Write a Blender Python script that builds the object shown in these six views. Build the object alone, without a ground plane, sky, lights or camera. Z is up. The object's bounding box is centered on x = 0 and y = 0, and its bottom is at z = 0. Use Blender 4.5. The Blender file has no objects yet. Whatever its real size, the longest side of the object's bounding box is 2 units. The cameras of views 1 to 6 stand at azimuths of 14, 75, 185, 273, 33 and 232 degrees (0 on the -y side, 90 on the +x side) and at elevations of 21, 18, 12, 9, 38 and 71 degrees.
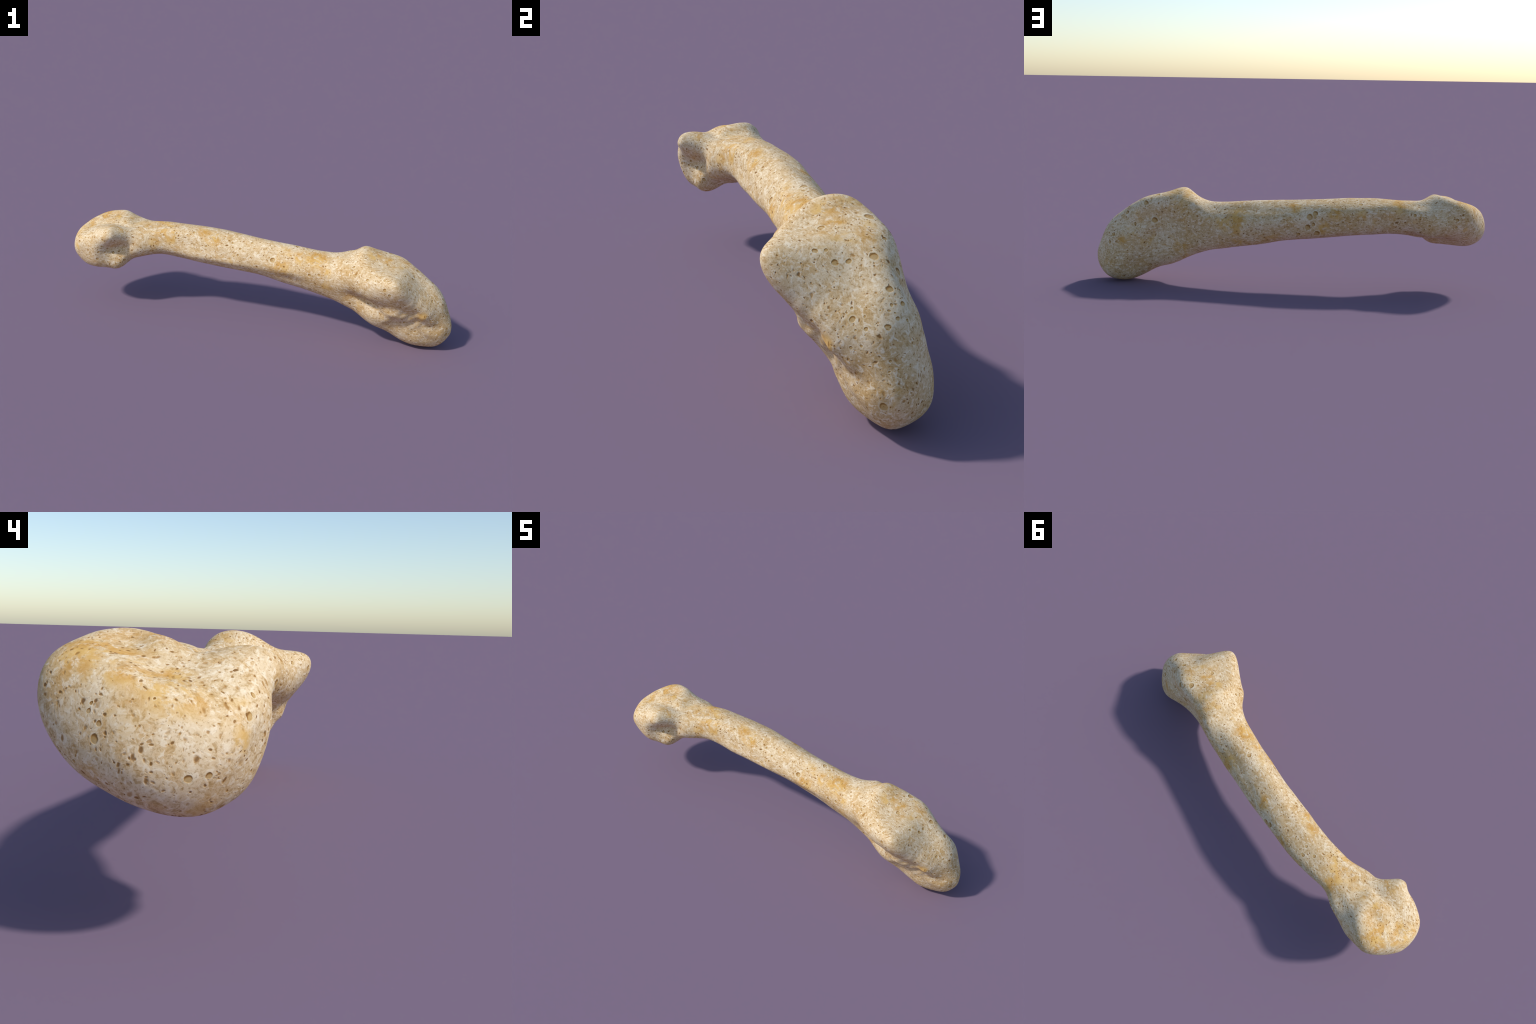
"""A long, slender foot bone (one toe ray of the midfoot), weathered and porous.

The bone is one smooth skin lofted through cross-sections that stand across its
long (x) axis; the skin is then cut by region into its anatomical parts: the
rounded head at -x, the slightly bowed shaft and the tall wedge-shaped base at
+x with its slanting joint face.  Colour is procedural: cream cortical bone
with a fibrous pale grain, ochre earth stains and brown vascular pores.
"""
import bpy
import math
import numpy as np

# ------------------------------------------------------------------ sections
# x, y and z of the section's centre on the long axis (metres), then 20 radii
# in millimetres, evenly spaced round the section: the first points to +y, the
# sixth straight up, the eleventh to -y and the sixteenth straight down.
HEAD_SECTIONS = [
    # --- head: rounded tip, side knobs, ligament pit on the -y side
    (-0.985, 0.022, 0.323, [49, 52, 56, 60, 65, 71, 77, 80, 83, 83, 87, 82, 72, 63, 57, 54, 51, 49, 48, 48]),
    (-0.950, 0.025, 0.330, [121, 118, 122, 122, 106, 95, 94, 100, 115, 140, 140, 122, 114, 112, 104, 92, 86, 84, 93, 112]),
    (-0.900, 0.030, 0.337, [153, 188, 188, 144, 119, 86, 84, 104, 119, 175, 146, 150, 146, 148, 125, 108, 104, 104, 113, 128]),
    (-0.840, 0.036, 0.346, [170, 179, 199, 156, 107, 120, 124, 122, 179, 189, 195, 181, 182, 153, 126, 110, 96, 95, 110, 134]),
    (-0.790, 0.040, 0.352, [177, 161, 169, 177, 117, 137, 124, 116, 195, 199, 156, 165, 175, 157, 127, 96, 82, 85, 108, 144]),
    (-0.750, 0.043, 0.357, [165, 161, 156, 161, 150, 119, 116, 101, 205, 263, 82, 138, 181, 179, 112, 80, 74, 81, 107, 140]),
    (-0.710, 0.046, 0.361, [154, 156, 135, 132, 123, 116, 120, 84, 170, 182, 80, 119, 172, 161, 98, 84, 76, 81, 105, 134]),
    (-0.670, 0.051, 0.366, [139, 148, 111, 115, 93, 85, 82, 99, 128, 122, 106, 120, 114, 92, 104, 98, 80, 80, 101, 128]),
    (-0.620, 0.057, 0.372, [119, 135, 103, 98, 85, 80, 83, 92, 107, 120, 124, 120, 113, 97, 89, 94, 90, 87, 97, 112]),
]
SHAFT_SECTIONS = [
    # --- shaft: slender, slightly bowed
    (-0.560, 0.066, 0.375, [96, 101, 105, 97, 91, 79, 79, 89, 98, 97, 104, 103, 91, 80, 76, 80, 88, 93, 93, 92]),
    (-0.480, 0.078, 0.375, [92, 110, 112, 92, 88, 89, 88, 102, 101, 86, 86, 84, 74, 70, 78, 88, 86, 91, 92, 95]),
    (-0.340, 0.089, 0.370, [107, 115, 101, 95, 91, 94, 98, 105, 93, 84, 87, 104, 107, 101, 102, 96, 95, 102, 108, 107]),
    (-0.180, 0.087, 0.358, [102, 115, 113, 105, 100, 102, 88, 80, 96, 96, 92, 107, 90, 95, 95, 104, 98, 105, 115, 104]),
    (0.000, 0.085, 0.345, [109, 101, 88, 92, 87, 96, 102, 98, 90, 92, 92, 95, 92, 92, 88, 100, 107, 109, 110, 104]),
    (0.160, 0.077, 0.329, [104, 98, 84, 83, 94, 107, 109, 112, 96, 98, 109, 83, 77, 89, 103, 114, 123, 114, 108, 103]),
    (0.280, 0.067, 0.314, [103, 100, 99, 94, 106, 114, 111, 116, 116, 104, 87, 83, 86, 95, 101, 115, 125, 119, 115, 112]),
    (0.370, 0.057, 0.302, [110, 111, 111, 111, 125, 121, 116, 117, 113, 107, 99, 90, 86, 92, 108, 117, 128, 121, 110, 108]),
    (0.420, 0.050, 0.294, [110, 117, 131, 139, 145, 136, 136, 137, 127, 116, 101, 92, 89, 93, 107, 123, 131, 130, 120, 112]),
]
BASE_SECTIONS = [
    # --- base: crest on top, knob on the -y side, keel reaching the ground
    (0.460, 0.042, 0.289, [110, 120, 146, 176, 161, 148, 156, 162, 147, 116, 97, 83, 84, 96, 113, 128, 141, 142, 128, 112]),
    (0.500, 0.030, 0.285, [115, 126, 152, 167, 177, 196, 183, 154, 203, 148, 83, 69, 72, 89, 116, 131, 157, 154, 133, 117]),
    (0.540, 0.018, 0.281, [124, 124, 139, 190, 228, 215, 204, 188, 175, 170, 92, 60, 58, 79, 117, 149, 173, 166, 138, 123]),
    (0.600, 0.005, 0.273, [125, 124, 129, 231, 202, 197, 176, 196, 213, 171, 126, 57, 54, 94, 151, 185, 200, 178, 146, 131]),
    (0.670, -0.005, 0.258, [125, 158, 178, 230, 211, 178, 180, 209, 267, 171, 92, 107, 111, 130, 138, 177, 197, 188, 163, 142]),
    (0.740, -0.005, 0.234, [157, 159, 148, 250, 208, 187, 210, 229, 293, 128, 128, 120, 100, 92, 104, 197, 219, 204, 175, 164]),
    (0.810, 0.007, 0.197, [157, 167, 158, 171, 222, 185, 172, 171, 160, 97, 73, 66, 70, 101, 153, 181, 213, 208, 188, 172]),
    (0.870, 0.020, 0.165, [136, 122, 146, 128, 193, 183, 152, 156, 151, 99, 75, 76, 90, 88, 130, 155, 171, 180, 172, 154]),
    (0.920, 0.033, 0.140, [110, 106, 112, 152, 173, 180, 155, 126, 93, 90, 84, 81, 81, 90, 104, 134, 126, 137, 141, 115]),
    (0.960, 0.039, 0.131, [66, 68, 71, 77, 107, 121, 108, 89, 71, 63, 62, 62, 66, 78, 92, 95, 96, 91, 80, 71]),
    (0.988, 0.043, 0.127, [24, 26, 34, 41, 39, 37, 39, 40, 39, 35, 31, 31, 36, 44, 50, 50, 43, 35, 28, 25]),
]
SECTIONS = HEAD_SECTIONS + SHAFT_SECTIONS + BASE_SECTIONS
HEAD_TIP = (-1.0, 0.020, 0.320)
BASE_TIP = (1.0, 0.030, 0.120)
RINGS, SPOKES = 760, 320
HEAD_NECK, BASE_NECK = -0.60, 0.43        # where the parts meet along x

# Local rises (+) and hollows (-) of the skin: centre, radius, height (metres)
SWELLS = [
    (0.612, -0.058, 0.183, 0.032, 0.0060),
    (0.697, -0.110, 0.216, 0.020, 0.0050),
    (0.853, -0.086, 0.212, 0.024, 0.0080),
    (0.841, -0.056, 0.155, 0.018, 0.0050),
    (0.736, -0.075, 0.164, 0.030, -0.0070),
    (0.898, -0.056, 0.157, 0.030, -0.0060),
    (0.659, -0.084, 0.203, 0.014, -0.0050),
    (0.819, -0.104, 0.240, 0.020, -0.0050),
    (0.580, -0.043, 0.232, 0.030, -0.0040),
    (0.761, -0.162, 0.303, 0.030, -0.0040),
    (0.796, -0.019, 0.388, 0.030, -0.0030),
    (0.718, -0.186, 0.411, 0.030, 0.0030),
    (0.888, 0.017, 0.330, 0.035, 0.0030),
    (-0.742, 0.150, 0.290, 0.055, 0.0110),
    (-0.690, 0.140, 0.300, 0.050, 0.0090),
    (-0.684, 0.144, 0.443, 0.050, 0.0060),
    (-0.810, 0.070, 0.468, 0.050, 0.0020),
    (-0.646, 0.170, 0.400, 0.050, 0.0050),
    (-0.752, -0.155, 0.444, 0.018, -0.0050),
    (0.170, 0.161, 0.363, 0.120, 0.0040),
    (-0.168, 0.193, 0.373, 0.120, 0.0040),
    (0.397, 0.152, 0.366, 0.050, 0.0050),
    (0.561, 0.131, 0.364, 0.030, 0.0080),
    (0.463, 0.150, 0.385, 0.030, -0.0060),
    (0.467, 0.123, 0.173, 0.040, -0.0060),
    (0.780, 0.140, 0.090, 0.050, -0.0070),
    (0.822, -0.076, 0.198, 0.025, 0.0060),
    (0.931, -0.043, 0.146, 0.035, -0.0090),
    (0.965, 0.003, 0.212, 0.050, -0.0070),
    (0.945, 0.001, 0.254, 0.032, 0.0040),
    (0.908, -0.051, 0.247, 0.032, 0.0030),
    (0.987, 0.011, 0.119, 0.040, 0.0030),
    (0.832, 0.000, 0.366, 0.045, -0.0030),
    (0.135, -0.005, 0.304, 0.045, 0.0040),
    (0.209, -0.004, 0.291, 0.045, 0.0050),
    (0.278, -0.009, 0.277, 0.045, 0.0040),
    (0.063, -0.001, 0.306, 0.045, 0.0020),
]
# Rough, gnarled spots (ligament pit, flank of the base): centre, radius, height
ROUGH_SPOTS = [(-0.745, -0.095, 0.365, 0.060, 0.0018), (0.790, -0.085, 0.200, 0.110, 0.0018),
               (0.600, -0.090, 0.230, 0.070, 0.0008)]

# Ochre earth stains: centre and radius (metres)
STAINS = [
    (-0.531, 0.046, 0.457, 0.027),
    (-0.472, -0.001, 0.428, 0.031),
    (-0.306, 0.044, 0.452, 0.020),
    (0.127, -0.019, 0.328, 0.039),
    (0.313, -0.006, 0.402, 0.038),
    (0.215, -0.003, 0.400, 0.021),
    (0.372, -0.041, 0.358, 0.023),
    (0.365, -0.030, 0.280, 0.026),
    (0.256, 0.172, 0.324, 0.043),
    (0.233, 0.151, 0.239, 0.022),
    (0.323, 0.164, 0.335, 0.026),
    (-0.058, 0.151, 0.421, 0.021),
    (-0.185, 0.189, 0.328, 0.025),
    (-0.243, 0.195, 0.396, 0.025),
    (-0.382, 0.193, 0.395, 0.021),
    (-0.545, 0.119, 0.455, 0.026),
    (0.835, 0.154, 0.227, 0.022),
    (0.534, 0.134, 0.209, 0.025),
    (-0.524, 0.038, 0.456, 0.053),
    (-0.555, 0.116, 0.456, 0.053),
    (-0.049, 0.152, 0.419, 0.027),
    (0.303, 0.005, 0.409, 0.051),
    (0.593, 0.002, 0.471, 0.034),
    (-0.885, 0.111, 0.459, 0.058),
    (-0.948, -0.005, 0.417, 0.048),
    (0.245, 0.158, 0.360, 0.045),
    (-0.299, 0.046, 0.452, 0.021),
    (-0.785, 0.035, 0.481, 0.019),
    (-0.251, 0.028, 0.434, 0.032),
    (-0.954, 0.053, 0.424, 0.022),
    (-0.911, -0.004, 0.424, 0.023),
    (-0.968, -0.012, 0.406, 0.019),
    (-0.943, -0.112, 0.346, 0.019),
    (-0.978, 0.090, 0.337, 0.006),
    (-0.905, 0.106, 0.452, 0.020),
    (-0.779, 0.032, 0.480, 0.016),
    (-0.943, 0.005, 0.419, 0.017),
    (0.853, -0.086, 0.212, 0.023),
    (0.847, -0.056, 0.153, 0.015),
    (0.659, -0.000, 0.449, 0.019),
    (0.985, 0.006, 0.129, 0.022),
    (-0.876, 0.189, 0.338, 0.011),
]
# The large vascular openings that stand out: centre and radius (metres)
OPENINGS = [
    (-0.123, 0.192, 0.379, 0.0160),
    (-0.150, 0.188, 0.396, 0.0135),
    (-0.150, 0.193, 0.379, 0.0076),
    (-0.114, 0.189, 0.328, 0.0148),
    (-0.159, 0.179, 0.296, 0.0148),
    (-0.067, 0.176, 0.288, 0.0106),
    (0.365, 0.117, 0.401, 0.0065),
    (-0.141, 0.191, 0.343, 0.0105),
    (-0.375, 0.157, 0.443, 0.0085),
    (-0.412, 0.120, 0.458, 0.0085),
    (-0.710, 0.194, 0.352, 0.0076),
    (-0.840, 0.206, 0.386, 0.0095),
    (-0.799, 0.207, 0.376, 0.0047),
    (-0.790, 0.207, 0.359, 0.0042),
    (-0.837, 0.202, 0.350, 0.0067),
    (-0.638, 0.184, 0.401, 0.0095),
    (-0.860, 0.188, 0.446, 0.0057),
    (0.886, 0.126, 0.245, 0.0088),
    (0.906, 0.130, 0.210, 0.0096),
    (0.669, 0.137, 0.332, 0.0152),
    (0.715, 0.126, 0.418, 0.0127),
    (0.771, 0.133, 0.311, 0.0073),
    (0.838, 0.131, 0.033, 0.0089),
    (0.819, 0.096, 0.360, 0.0110),
    (0.701, 0.107, 0.093, 0.0092),
    (-0.926, -0.118, 0.371, 0.0072),
    (-0.891, -0.120, 0.399, 0.0056),
    (-0.978, 0.085, 0.360, 0.0050),
    (-0.978, 0.090, 0.339, 0.0072),
    (-0.985, -0.040, 0.289, 0.0067),
    (-0.973, -0.067, 0.292, 0.0060),
    (-0.979, 0.007, 0.397, 0.0028),
    (-0.966, 0.098, 0.386, 0.0036),
    (-0.968, 0.101, 0.376, 0.0045),
    (-0.950, 0.127, 0.304, 0.0037),
    (0.190, 0.068, 0.433, 0.0111),
    (0.227, 0.053, 0.430, 0.0067),
    (-0.352, 0.121, 0.458, 0.0075),
    (-0.367, 0.156, 0.444, 0.0064),
    (0.753, 0.089, 0.423, 0.0068),
    (0.886, 0.122, 0.252, 0.0074),
    (0.933, 0.048, 0.290, 0.0054),
    (0.939, 0.021, 0.277, 0.0079),
    (0.875, -0.039, 0.306, 0.0051),
    (0.891, -0.043, 0.285, 0.0080),
    (0.803, 0.043, 0.399, 0.0113),
    (0.880, 0.049, 0.342, 0.0103),
    (0.976, -0.001, 0.103, 0.0103),
    (0.920, -0.022, 0.270, 0.0054),
    (0.908, 0.069, 0.314, 0.0066),
    (0.662, 0.088, 0.457, 0.0144),
]
# Smaller ones that crowd on the joint face, the pit of the head and the knob
SMALL_OPENINGS = [
    (0.896, 0.042, 0.330, 0.0038),
    (0.898, 0.057, 0.326, 0.0035),
    (0.898, 0.068, 0.323, 0.0035),
    (0.911, 0.041, 0.316, 0.0046),
    (0.913, 0.014, 0.307, 0.0034),
    (0.920, 0.032, 0.306, 0.0038),
    (0.903, -0.019, 0.294, 0.0034),
    (0.906, -0.043, 0.265, 0.0038),
    (0.924, -0.026, 0.258, 0.0030),
    (0.875, -0.052, 0.296, 0.0038),
    (0.878, -0.070, 0.277, 0.0031),
    (0.886, -0.065, 0.269, 0.0031),
    (0.926, -0.003, 0.280, 0.0030),
    (0.924, 0.044, 0.302, 0.0031),
    (0.933, 0.070, 0.284, 0.0038),
    (0.913, 0.098, 0.285, 0.0043),
    (0.893, 0.121, 0.249, 0.0063),
    (0.926, -0.036, 0.234, 0.0038),
    (0.911, -0.055, 0.227, 0.0038),
    (0.971, 0.015, 0.207, 0.0034),
    (0.958, 0.101, 0.170, 0.0047),
    (0.977, 0.010, 0.186, 0.0034),
    (0.753, -0.086, 0.412, 0.0071),
    (0.786, -0.048, 0.390, 0.0079),
    (0.757, -0.060, 0.413, 0.0048),
    (0.662, -0.039, 0.441, 0.0083),
    (0.793, -0.016, 0.391, 0.0071),
    (-0.040, 0.038, 0.431, 0.0064),
    (-0.141, 0.025, 0.422, 0.0064),
    (-0.095, 0.008, 0.402, 0.0064),
    (-0.104, -0.005, 0.372, 0.0064),
    (0.080, -0.007, 0.372, 0.0118),
    (-0.275, 0.003, 0.394, 0.0055),
    (0.119, 0.015, 0.415, 0.0045),
    (0.278, -0.030, 0.329, 0.0081),
    (0.327, -0.038, 0.340, 0.0067),
    (0.288, -0.006, 0.267, 0.0054),
    (0.221, -0.001, 0.283, 0.0059),
    (-0.440, 0.009, 0.440, 0.0056),
    (-0.440, 0.000, 0.417, 0.0047),
    (-0.352, 0.029, 0.450, 0.0065),
    (-0.698, -0.071, 0.284, 0.0079),
    (-0.824, -0.129, 0.294, 0.0074),
    (-0.813, -0.135, 0.335, 0.0056),
    (-0.777, -0.106, 0.347, 0.0056),
    (-0.754, -0.086, 0.323, 0.0068),
    (-0.787, -0.114, 0.329, 0.0056),
    (-0.718, -0.082, 0.304, 0.0042),
    (-0.783, -0.148, 0.410, 0.0067),
    (-0.796, -0.134, 0.366, 0.0051),
    (-0.710, -0.065, 0.333, 0.0040),
    (-0.611, -0.056, 0.359, 0.0045),
    (-0.616, -0.051, 0.335, 0.0039),
    (0.580, -0.147, 0.394, 0.0066),
    (0.619, -0.168, 0.403, 0.0042),
    (0.662, -0.179, 0.417, 0.0069),
    (0.501, -0.073, 0.420, 0.0071),
    (0.493, -0.088, 0.408, 0.0055),
    (0.493, -0.109, 0.388, 0.0043),
    (0.701, -0.108, 0.209, 0.0056),
    (0.761, -0.095, 0.189, 0.0056),
    (0.771, -0.076, 0.168, 0.0072),
    (0.829, -0.050, 0.117, 0.0057),
    (0.799, -0.048, 0.096, 0.0049),
    (0.669, -0.198, 0.375, 0.0084),
    (0.694, -0.197, 0.350, 0.0077),
]


# ------------------------------------------------------------------ geometry
def catmull(t):
    return np.stack([-.5 * t**3 + t**2 - .5 * t, 1.5 * t**3 - 2.5 * t**2 + 1,
                     -1.5 * t**3 + 2 * t**2 + .5 * t, .5 * t**3 - .5 * t**2], 1)


def bspline(t):
    return np.stack([(1 - t)**3, 3 * t**3 - 6 * t**2 + 4, -3 * t**3 + 3 * t**2 + 3 * t + 1, t**3], 1) / 6


def along(values, s, mirror, blend):
    """Blend the stations along the bone; past a pole the bone mirrors itself."""
    n = len(values)
    i = np.minimum(np.floor(s).astype(int), n - 2)
    w = blend(s - i)
    out = 0
    for k in range(4):
        j = i - 1 + k
        past = (j < 0) | (j > n - 1)
        jj = np.where(j < 0, -j, np.where(j > n - 1, 2 * (n - 1) - j, j))
        wk = w[:, k] * np.where(past, mirror, 1.0)
        out = out + (wk[:, None] * values[jj] if values.ndim > 1 else wk * values[jj])
    return out


def around(radii, spokes):
    n = radii.shape[1]
    u = np.arange(spokes) / spokes * n
    i = np.floor(u).astype(int)
    w = bspline(u - i)
    return sum(radii[:, (i - 1 + k) % n] * w[:, k] for k in range(4))


def neighbours(g):
    return (g[:-2] + g[2:] + np.roll(g, 1, 1)[1:-1] + np.roll(g, -1, 1)[1:-1]) / 4


def bone_surface():
    centres = np.array([HEAD_TIP] + [s[:3] for s in SECTIONS] + [BASE_TIP])
    zero = [0.0] * 20
    radii = np.array([zero] + [s[3] for s in SECTIONS] + [zero]) / 1000.0
    s = np.linspace(0, len(centres) - 1, RINGS)[1:-1]
    c = along(centres, s, 1.0, catmull)
    r = np.maximum(around(along(radii, s, -1.0, bspline), SPOKES), 0.001)
    a = np.arange(SPOKES) / SPOKES * math.tau
    d = np.stack([np.zeros(SPOKES), np.cos(a), np.sin(a)], 1)
    rings = c[:, None] + r[:, :, None] * d[None]
    # relax the lofted skin a little, and more toward the two tips, so that no
    # section shows as a rib and the poles close smoothly
    for _ in range(3):
        rings[1:-1] += 0.5 * (neighbours(rings) - rings[1:-1])
    for end in (rings[:66], rings[::-1][:66]):
        fade = np.linspace(1, 0, 64)[:, None, None]
        for _ in range(350):
            end[1:-1] += 0.5 * fade * (neighbours(end) - end[1:-1])
            end[0] += 0.5 * (end[1].mean(0) + (end[0] - end[0].mean(0)) - end[0])
    v = np.vstack([rings[:1].mean(1), rings.reshape(-1, 3), rings[-1:].mean(1)])
    v[:, 0] = np.interp(v[:, 0], (v[:, 0].min(), v[:, 0].max()), (HEAD_TIP[0], BASE_TIP[0]))
    lump(v)
    v[:, 2] -= v[:, 2].min()
    n, m = rings.shape[0], SPOKES
    faces = []
    for k in range(m):
        faces.append((0, 1 + (k + 1) % m, 1 + k))
    for i in range(n - 1):
        a0, b0 = 1 + i * m, 1 + (i + 1) * m
        for k in range(m):
            k2 = (k + 1) % m
            faces.append((a0 + k, a0 + k2, b0 + k2, b0 + k))
    last, tip = 1 + (n - 1) * m, 1 + n * m
    for k in range(m):
        faces.append((last + k, last + (k + 1) % m, tip))
    return v, faces


def lump(v):
    """Faint, broad unevenness of weathered bone (about a millimetre)."""
    rng = np.random.default_rng(7)
    bump = np.zeros(len(v))
    for _ in range(40):
        f = rng.normal(size=3)
        f *= rng.uniform(18, 60) / np.linalg.norm(f)
        bump += np.sin(v @ f + rng.uniform(0, math.tau)) * 6.0 / np.linalg.norm(f)
    axis = v.copy()
    order = np.array([HEAD_TIP] + [s[:3] for s in SECTIONS] + [BASE_TIP])
    axis[:, 1] = np.interp(v[:, 0], order[:, 0], order[:, 1])
    axis[:, 2] = np.interp(v[:, 0], order[:, 0], order[:, 2])
    out = v - axis
    out /= np.maximum(np.linalg.norm(out, axis=1), 1e-6)[:, None]
    rise = bump / bump.std() * 0.0009 + 0.0012
    gnarl = np.zeros(len(v))
    for _ in range(40):
        f = rng.normal(size=3)
        f *= rng.uniform(70, 170) / np.linalg.norm(f)
        gnarl += np.sin(v @ f + rng.uniform(0, math.tau))
    gnarl /= gnarl.std()
    for x, y, z, r, h in ROUGH_SPOTS:
        rise += gnarl * h * np.exp(-((v - (x, y, z))**2).sum(1) / r**2)
    for x, y, z, r, h in SWELLS:
        rise += h * np.exp(-((v - (x, y, z))**2).sum(1) / r**2)
    # the shaft is a little keeled below
    shaft = np.exp(-((v[:, 0] + 0.05) / 0.42)**4)
    rise -= 0.0035 * shaft * np.clip(-out[:, 2] * 1.6, 0, 1)
    v += out * rise[:, None]


# ------------------------------------------------------------------ material
class Nodes:
    """Small helper that lays nodes and links them."""

    def __init__(self, tree):
        self.t = tree

    def add(self, kind, **props):
        n = self.t.nodes.new(kind)
        for k, x in props.items():
            setattr(n, k, x)
        return n

    def put(self, socket, x):
        if isinstance(x, bpy.types.NodeSocket):
            self.t.links.new(x, socket)
        elif x is not None:
            socket.default_value = x

    def math(self, op, a, b=None, c=None, clamp=False):
        n = self.add("ShaderNodeMath", operation=op, use_clamp=clamp)
        for s, x in zip(n.inputs, (a, b, c)):
            self.put(s, x)
        return n.outputs[0]

    def vec(self, op, a, b=None, scale=None):
        n = self.add("ShaderNodeVectorMath", operation=op)
        self.put(n.inputs[0], a)
        self.put(n.inputs[1], b)
        if scale is not None:
            self.put(n.inputs["Scale"], scale)
        return n.outputs["Value" if op in ("LENGTH", "DISTANCE", "DOT_PRODUCT") else "Vector"]

    def step(self, x, lo, hi, to_lo=0.0, to_hi=1.0):
        n = self.add("ShaderNodeMapRange", interpolation_type="SMOOTHSTEP")
        for name, val in (("Value", x), ("From Min", lo), ("From Max", hi), ("To Min", to_lo), ("To Max", to_hi)):
            self.put(n.inputs[name], val)
        return n.outputs[0]

    def noise(self, p, scale, detail=3.0, rough=0.55, distort=0.0, colour=False):
        n = self.add("ShaderNodeTexNoise")
        self.put(n.inputs["Vector"], p)
        for name, x in (("Scale", scale), ("Detail", detail), ("Roughness", rough), ("Distortion", distort)):
            n.inputs[name].default_value = x
        return n.outputs["Color" if colour else "Fac"]

    def voronoi(self, p, scale, feature="F1"):
        n = self.add("ShaderNodeTexVoronoi", feature=feature)
        self.put(n.inputs["Vector"], p)
        n.inputs["Scale"].default_value = scale
        return n

    def mix(self, fac, a, b, blend="MIX"):
        n = self.add("ShaderNodeMix", data_type="RGBA", blend_type=blend)
        self.put(n.inputs[0], fac)
        self.put(n.inputs[6], a if isinstance(a, bpy.types.NodeSocket) else (*a, 1.0))
        self.put(n.inputs[7], b if isinstance(b, bpy.types.NodeSocket) else (*b, 1.0))
        return n.outputs[2]

    def stretch(self, p, s):
        n = self.add("ShaderNodeMapping")
        self.put(n.inputs["Vector"], p)
        n.inputs["Scale"].default_value = s
        return n.outputs[0]


def pore_layer(n, p, scale, big, share, density):
    """Brown holes of uneven size in a share of the Voronoi cells, and their pale rims."""
    cell = n.voronoi(p, scale)
    rnd = n.add("ShaderNodeSeparateColor")
    n.put(rnd.inputs[0], cell.outputs["Color"])
    there = n.math("LESS_THAN", rnd.outputs[0], n.math("MULTIPLY", density, share))
    size = n.math("MULTIPLY", n.math("MULTIPLY_ADD", rnd.outputs[1], 0.75, 0.3), big)
    dist = n.math("DIVIDE", cell.outputs["Distance"], size)
    hole = n.math("MULTIPLY", n.step(dist, 1.30, 0.45), there)
    rim = n.math("MULTIPLY", n.math("MULTIPLY", n.step(dist, 0.95, 1.15), n.step(dist, 1.75, 1.3)), there)
    tone = n.math("MULTIPLY_ADD", rnd.outputs[2], 0.65, 0.35)
    return n.math("MULTIPLY", hole, tone), rim


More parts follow.
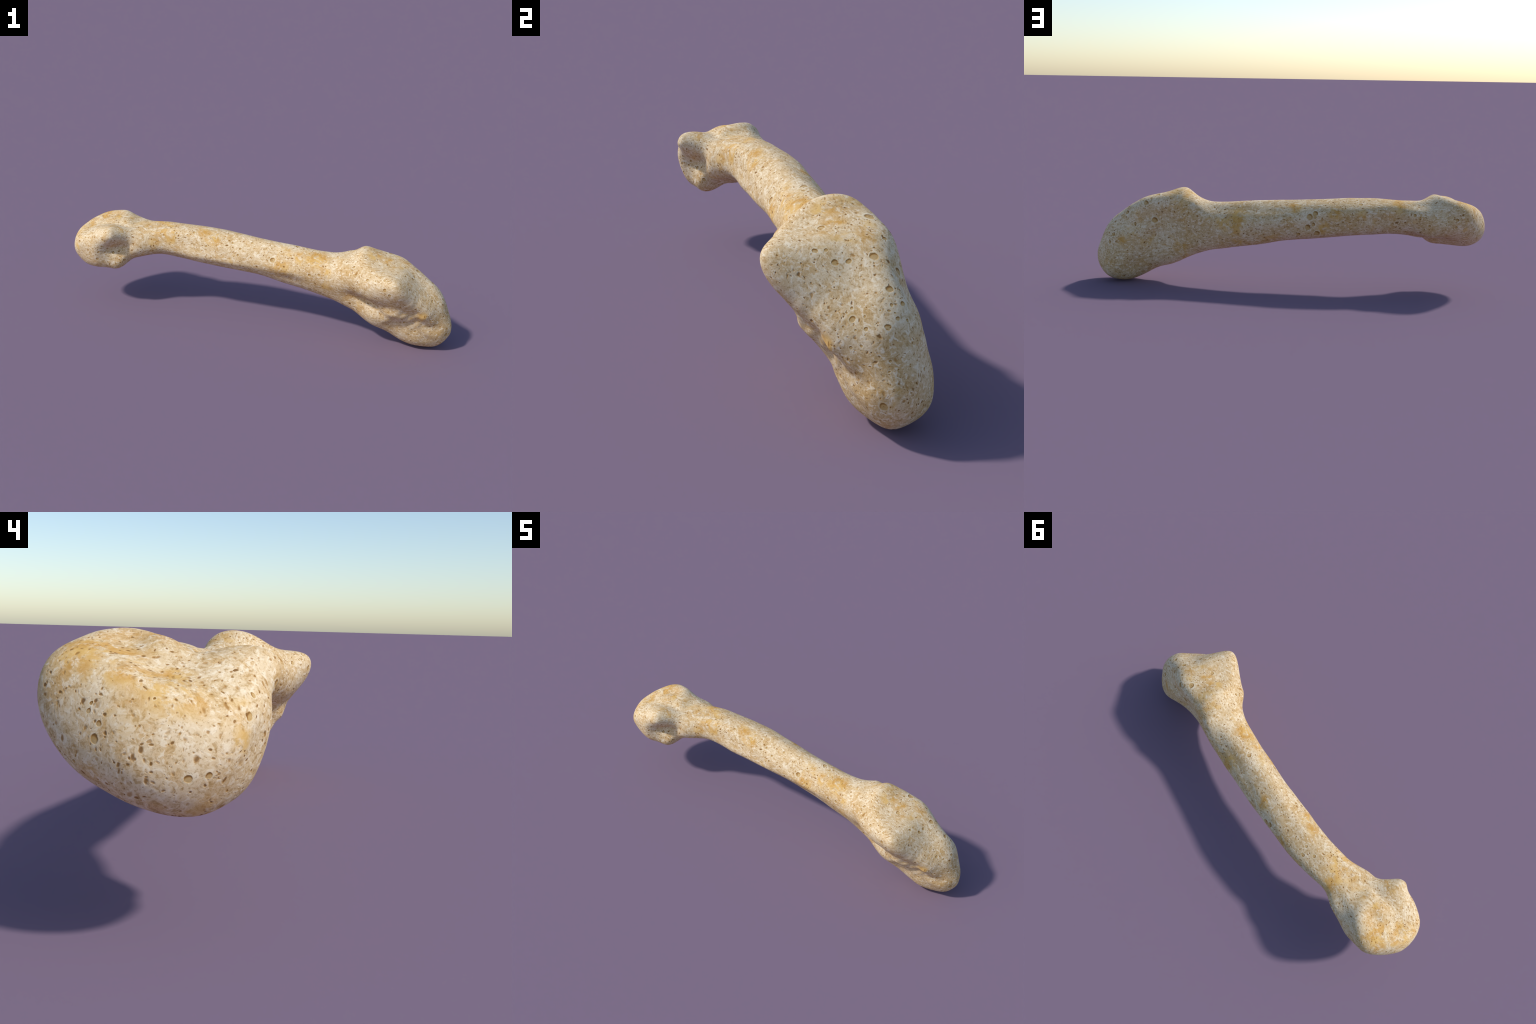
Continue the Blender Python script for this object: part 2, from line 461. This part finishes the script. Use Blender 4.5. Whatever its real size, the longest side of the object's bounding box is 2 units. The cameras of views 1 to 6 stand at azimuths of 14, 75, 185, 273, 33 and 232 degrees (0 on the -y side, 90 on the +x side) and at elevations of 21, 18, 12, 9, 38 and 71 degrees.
def bone_material(first, last):
    """The bone's skin; of the placed marks it holds those between x = first and last."""
    marks = lambda table: [m for m in table if first - 2 * m[3] - 0.03 < m[0] < last + 2 * m[3] + 0.03]
    m = bpy.data.materials.new("weathered_bone")
    m.use_nodes = True
    tree = m.node_tree
    tree.nodes.clear()
    n = Nodes(tree)
    p = n.add("ShaderNodeTexCoord").outputs["Object"]

    # wandering coordinates so that nothing lies on a clean grid
    swirl = n.vec("SUBTRACT", n.noise(p, 9.0, 2.0, colour=True), (0.5, 0.5, 0.5))
    fine = n.vec("SUBTRACT", n.noise(p, 55.0, 2.0, colour=True), (0.5, 0.5, 0.5))
    q = n.vec("ADD", p, n.vec("SCALE", swirl, scale=0.045))
    w = n.vec("ADD", q, n.vec("SCALE", fine, scale=0.011))
    near = n.vec("ADD", p, n.vec("SCALE", fine, scale=0.007))

    # cream ground with broad warm and pale areas
    broad = n.noise(q, 5.5, 4.0, 0.6)
    middle = n.noise(q, 17.0, 4.0, 0.65)
    colour = n.mix(n.step(broad, 0.36, 0.64), (0.625, 0.438, 0.226), (0.735, 0.572, 0.358))
    colour = n.mix(n.math("MULTIPLY", n.step(middle, 0.48, 0.66), 0.60), colour, (0.610, 0.370, 0.135))
    colour = n.mix(n.math("MULTIPLY", n.step(middle, 0.46, 0.32), 0.45), colour, (0.785, 0.655, 0.475))

    # fibrous, worm-like pale grain and tan threads
    fibre = n.stretch(w, (0.6, 1.0, 1.0))
    worm = n.noise(fibre, 95.0, 3.0, 0.62, 0.5)
    ridge = n.math("ABSOLUTE", n.math("SUBTRACT", worm, 0.5))
    colour = n.mix(n.math("MULTIPLY", n.step(worm, 0.52, 0.64), 0.70), colour, (0.850, 0.730, 0.540))
    colour = n.mix(n.math("MULTIPLY", n.step(worm, 0.47, 0.34), 0.65), colour, (0.430, 0.255, 0.085))
    thread = n.math("MULTIPLY", n.step(ridge, 0.022, 0.0), n.step(middle, 0.42, 0.60))
    colour = n.mix(n.math("MULTIPLY", thread, 0.30), colour, (0.360, 0.205, 0.065))
    grit = n.noise(near, 230.0, 2.0, 0.6)
    colour = n.mix(n.math("MULTIPLY", n.step(grit, 0.56, 0.70), 0.50), colour, (0.320, 0.180, 0.055))
    colour = n.mix(n.math("MULTIPLY", n.step(grit, 0.44, 0.30), 0.40), colour, (0.830, 0.730, 0.520))

    # ochre earth stains: the placed ones, and scattered weaker ones
    spread = n.vec("ADD", p, n.vec("SCALE", swirl, scale=0.055))
    edge = n.noise(q, 26.0, 5.0, 0.7)
    stain = n.math("MULTIPLY", n.step(n.noise(q, 6.5, 3.0, 0.6, 0.6), 0.54, 0.68), 0.70)
    for x, y, z, r in marks(STAINS):
        near_it = n.step(n.vec("DISTANCE", spread, (x, y, z)), r * 1.9, r * 0.5)
        stain = n.math("MAXIMUM", stain, near_it)
    stain = n.math("MULTIPLY", stain, n.step(edge, 0.41, 0.55))
    ochre = n.mix(n.step(middle, 0.4, 0.65), (0.680, 0.415, 0.115), (0.570, 0.290, 0.052))
    colour = n.mix(n.math("MULTIPLY", stain, 0.80), colour, ochre)

    # pores in three sizes, dense in some places and sparse in others
    crowd = n.step(n.noise(q, 7.0, 3.0, 0.6), 0.34, 0.60, 0.30, 1.0)
    hole = rim = None
    for scale, big, share, pull in ((24.0, 0.15, 0.20, (0.60, 1.0, 1.0)), (54.0, 0.24, 0.80, (0.55, 1.0, 0.9)),
                                    (66.0, 0.24, 0.80, (1.0, 0.9, 0.52)), (110.0, 0.32, 1.20, (0.60, 1.0, 1.0))):
        long_way = n.stretch(w, pull)
        h, e = pore_layer(n, long_way, scale, big, share, crowd)
        hole = h if hole is None else n.math("MAXIMUM", hole, h)
        rim = e if rim is None else rim
    # the named openings: a tan disk with a dark crescent along its upper side
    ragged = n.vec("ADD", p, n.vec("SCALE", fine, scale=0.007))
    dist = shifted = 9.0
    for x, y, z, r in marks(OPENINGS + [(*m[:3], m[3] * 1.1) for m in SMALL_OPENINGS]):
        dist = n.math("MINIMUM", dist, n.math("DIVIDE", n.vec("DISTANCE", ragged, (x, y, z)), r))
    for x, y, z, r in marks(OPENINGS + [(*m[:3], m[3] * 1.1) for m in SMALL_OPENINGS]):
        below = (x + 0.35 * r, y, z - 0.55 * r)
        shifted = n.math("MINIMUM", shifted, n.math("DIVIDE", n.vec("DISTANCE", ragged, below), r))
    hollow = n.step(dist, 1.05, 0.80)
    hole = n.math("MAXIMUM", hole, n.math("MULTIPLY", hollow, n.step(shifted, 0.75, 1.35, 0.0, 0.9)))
    rim = n.math("MAXIMUM", rim, n.math("MULTIPLY", n.step(dist, 1.0, 1.15), n.step(dist, 1.6, 1.25)))
    colour = n.mix(n.math("MULTIPLY", rim, 0.40), colour, (0.800, 0.700, 0.490))  # pore edges lightened in the colour: baked shading of the rims
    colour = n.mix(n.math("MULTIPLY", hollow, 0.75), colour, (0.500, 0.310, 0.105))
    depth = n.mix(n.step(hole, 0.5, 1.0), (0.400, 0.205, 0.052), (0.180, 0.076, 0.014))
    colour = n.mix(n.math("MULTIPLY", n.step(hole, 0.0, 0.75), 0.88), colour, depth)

    shader = n.add("ShaderNodeBsdfPrincipled")
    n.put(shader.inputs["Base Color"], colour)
    shader.inputs["Roughness"].default_value = 0.80
    shader.inputs["Specular IOR Level"].default_value = 0.15
    height = n.math("ADD", n.math("MULTIPLY", n.math("MAXIMUM", hole, hollow), -1.0), n.math("MULTIPLY", worm, 0.35))
    bump = n.add("ShaderNodeBump")
    bump.inputs["Strength"].default_value = 0.30
    bump.inputs["Distance"].default_value = 0.004
    n.put(bump.inputs["Height"], height)
    n.put(shader.inputs["Normal"], bump.outputs[0])
    out = n.add("ShaderNodeOutputMaterial")
    n.put(out.inputs["Surface"], shader.outputs[0])
    return m


# ------------------------------------------------------------------ assembly
def part(name, verts, normals, faces, material, parent):
    used = np.unique(np.concatenate([np.asarray(f) for f in faces]))
    new = {int(o): k for k, o in enumerate(used)}
    me = bpy.data.meshes.new(name)
    me.from_pydata(verts[used].tolist(), [], [[new[i] for i in f] for f in faces])
    me.materials.append(material)
    me.shade_smooth()
    me.normals_split_custom_set_from_vertices(normals[used].tolist())
    ob = bpy.data.objects.new(name, me)
    ob.parent = parent
    bpy.context.scene.collection.objects.link(ob)
    return ob


def main():
    verts, faces = bone_surface()
    whole = bpy.data.meshes.new("whole_bone")
    whole.from_pydata(verts.tolist(), [], faces)
    whole.update()
    normals = np.empty(len(verts) * 3)
    whole.vertices.foreach_get("normal", normals)
    normals = normals.reshape(-1, 3)
    # keep the skin facing outward
    mid = verts[1 + SPOKES * (RINGS // 2)]
    axis_mid = verts[1 + SPOKES * (RINGS // 2):1 + SPOKES * (RINGS // 2 + 1)].mean(0)
    if (mid - axis_mid) @ normals[1 + SPOKES * (RINGS // 2)] < 0:
        faces = [f[::-1] for f in faces]
        normals = -normals
    bpy.data.meshes.remove(whole)

    head, shaft, base, facet = [], [], [], []
    for f in faces:
        x, y, z = verts[list(f)].mean(0)
        if x < HEAD_NECK:
            head.append(f)
        elif x < BASE_NECK:
            shaft.append(f)
        else:
            # the joint face slants from the crest down to the +x end
            nx, _, nz = normals[f[0]]
            joint = x > 0.55 and nx * 0.74 + nz * 0.67 > 0.72 and z > 0.22
            (facet if joint else base).append(f)

    bone = bpy.data.objects.new("foot_bone", None)
    bone["label"] = "long slender weathered cream bone with porous ochre-stained surface"
    bone["category"] = "bone"
    bpy.context.scene.collection.objects.link(bone)
    part("head", verts, normals, head, bone_material(-1.0, HEAD_NECK), bone)
    part("shaft", verts, normals, shaft, bone_material(HEAD_NECK, BASE_NECK), bone)
    base_skin = bone_material(BASE_NECK, 1.0)
    base_part = part("base", verts, normals, base, base_skin, bone)
    part("joint_face", verts, normals, facet, base_skin, base_part)


main()
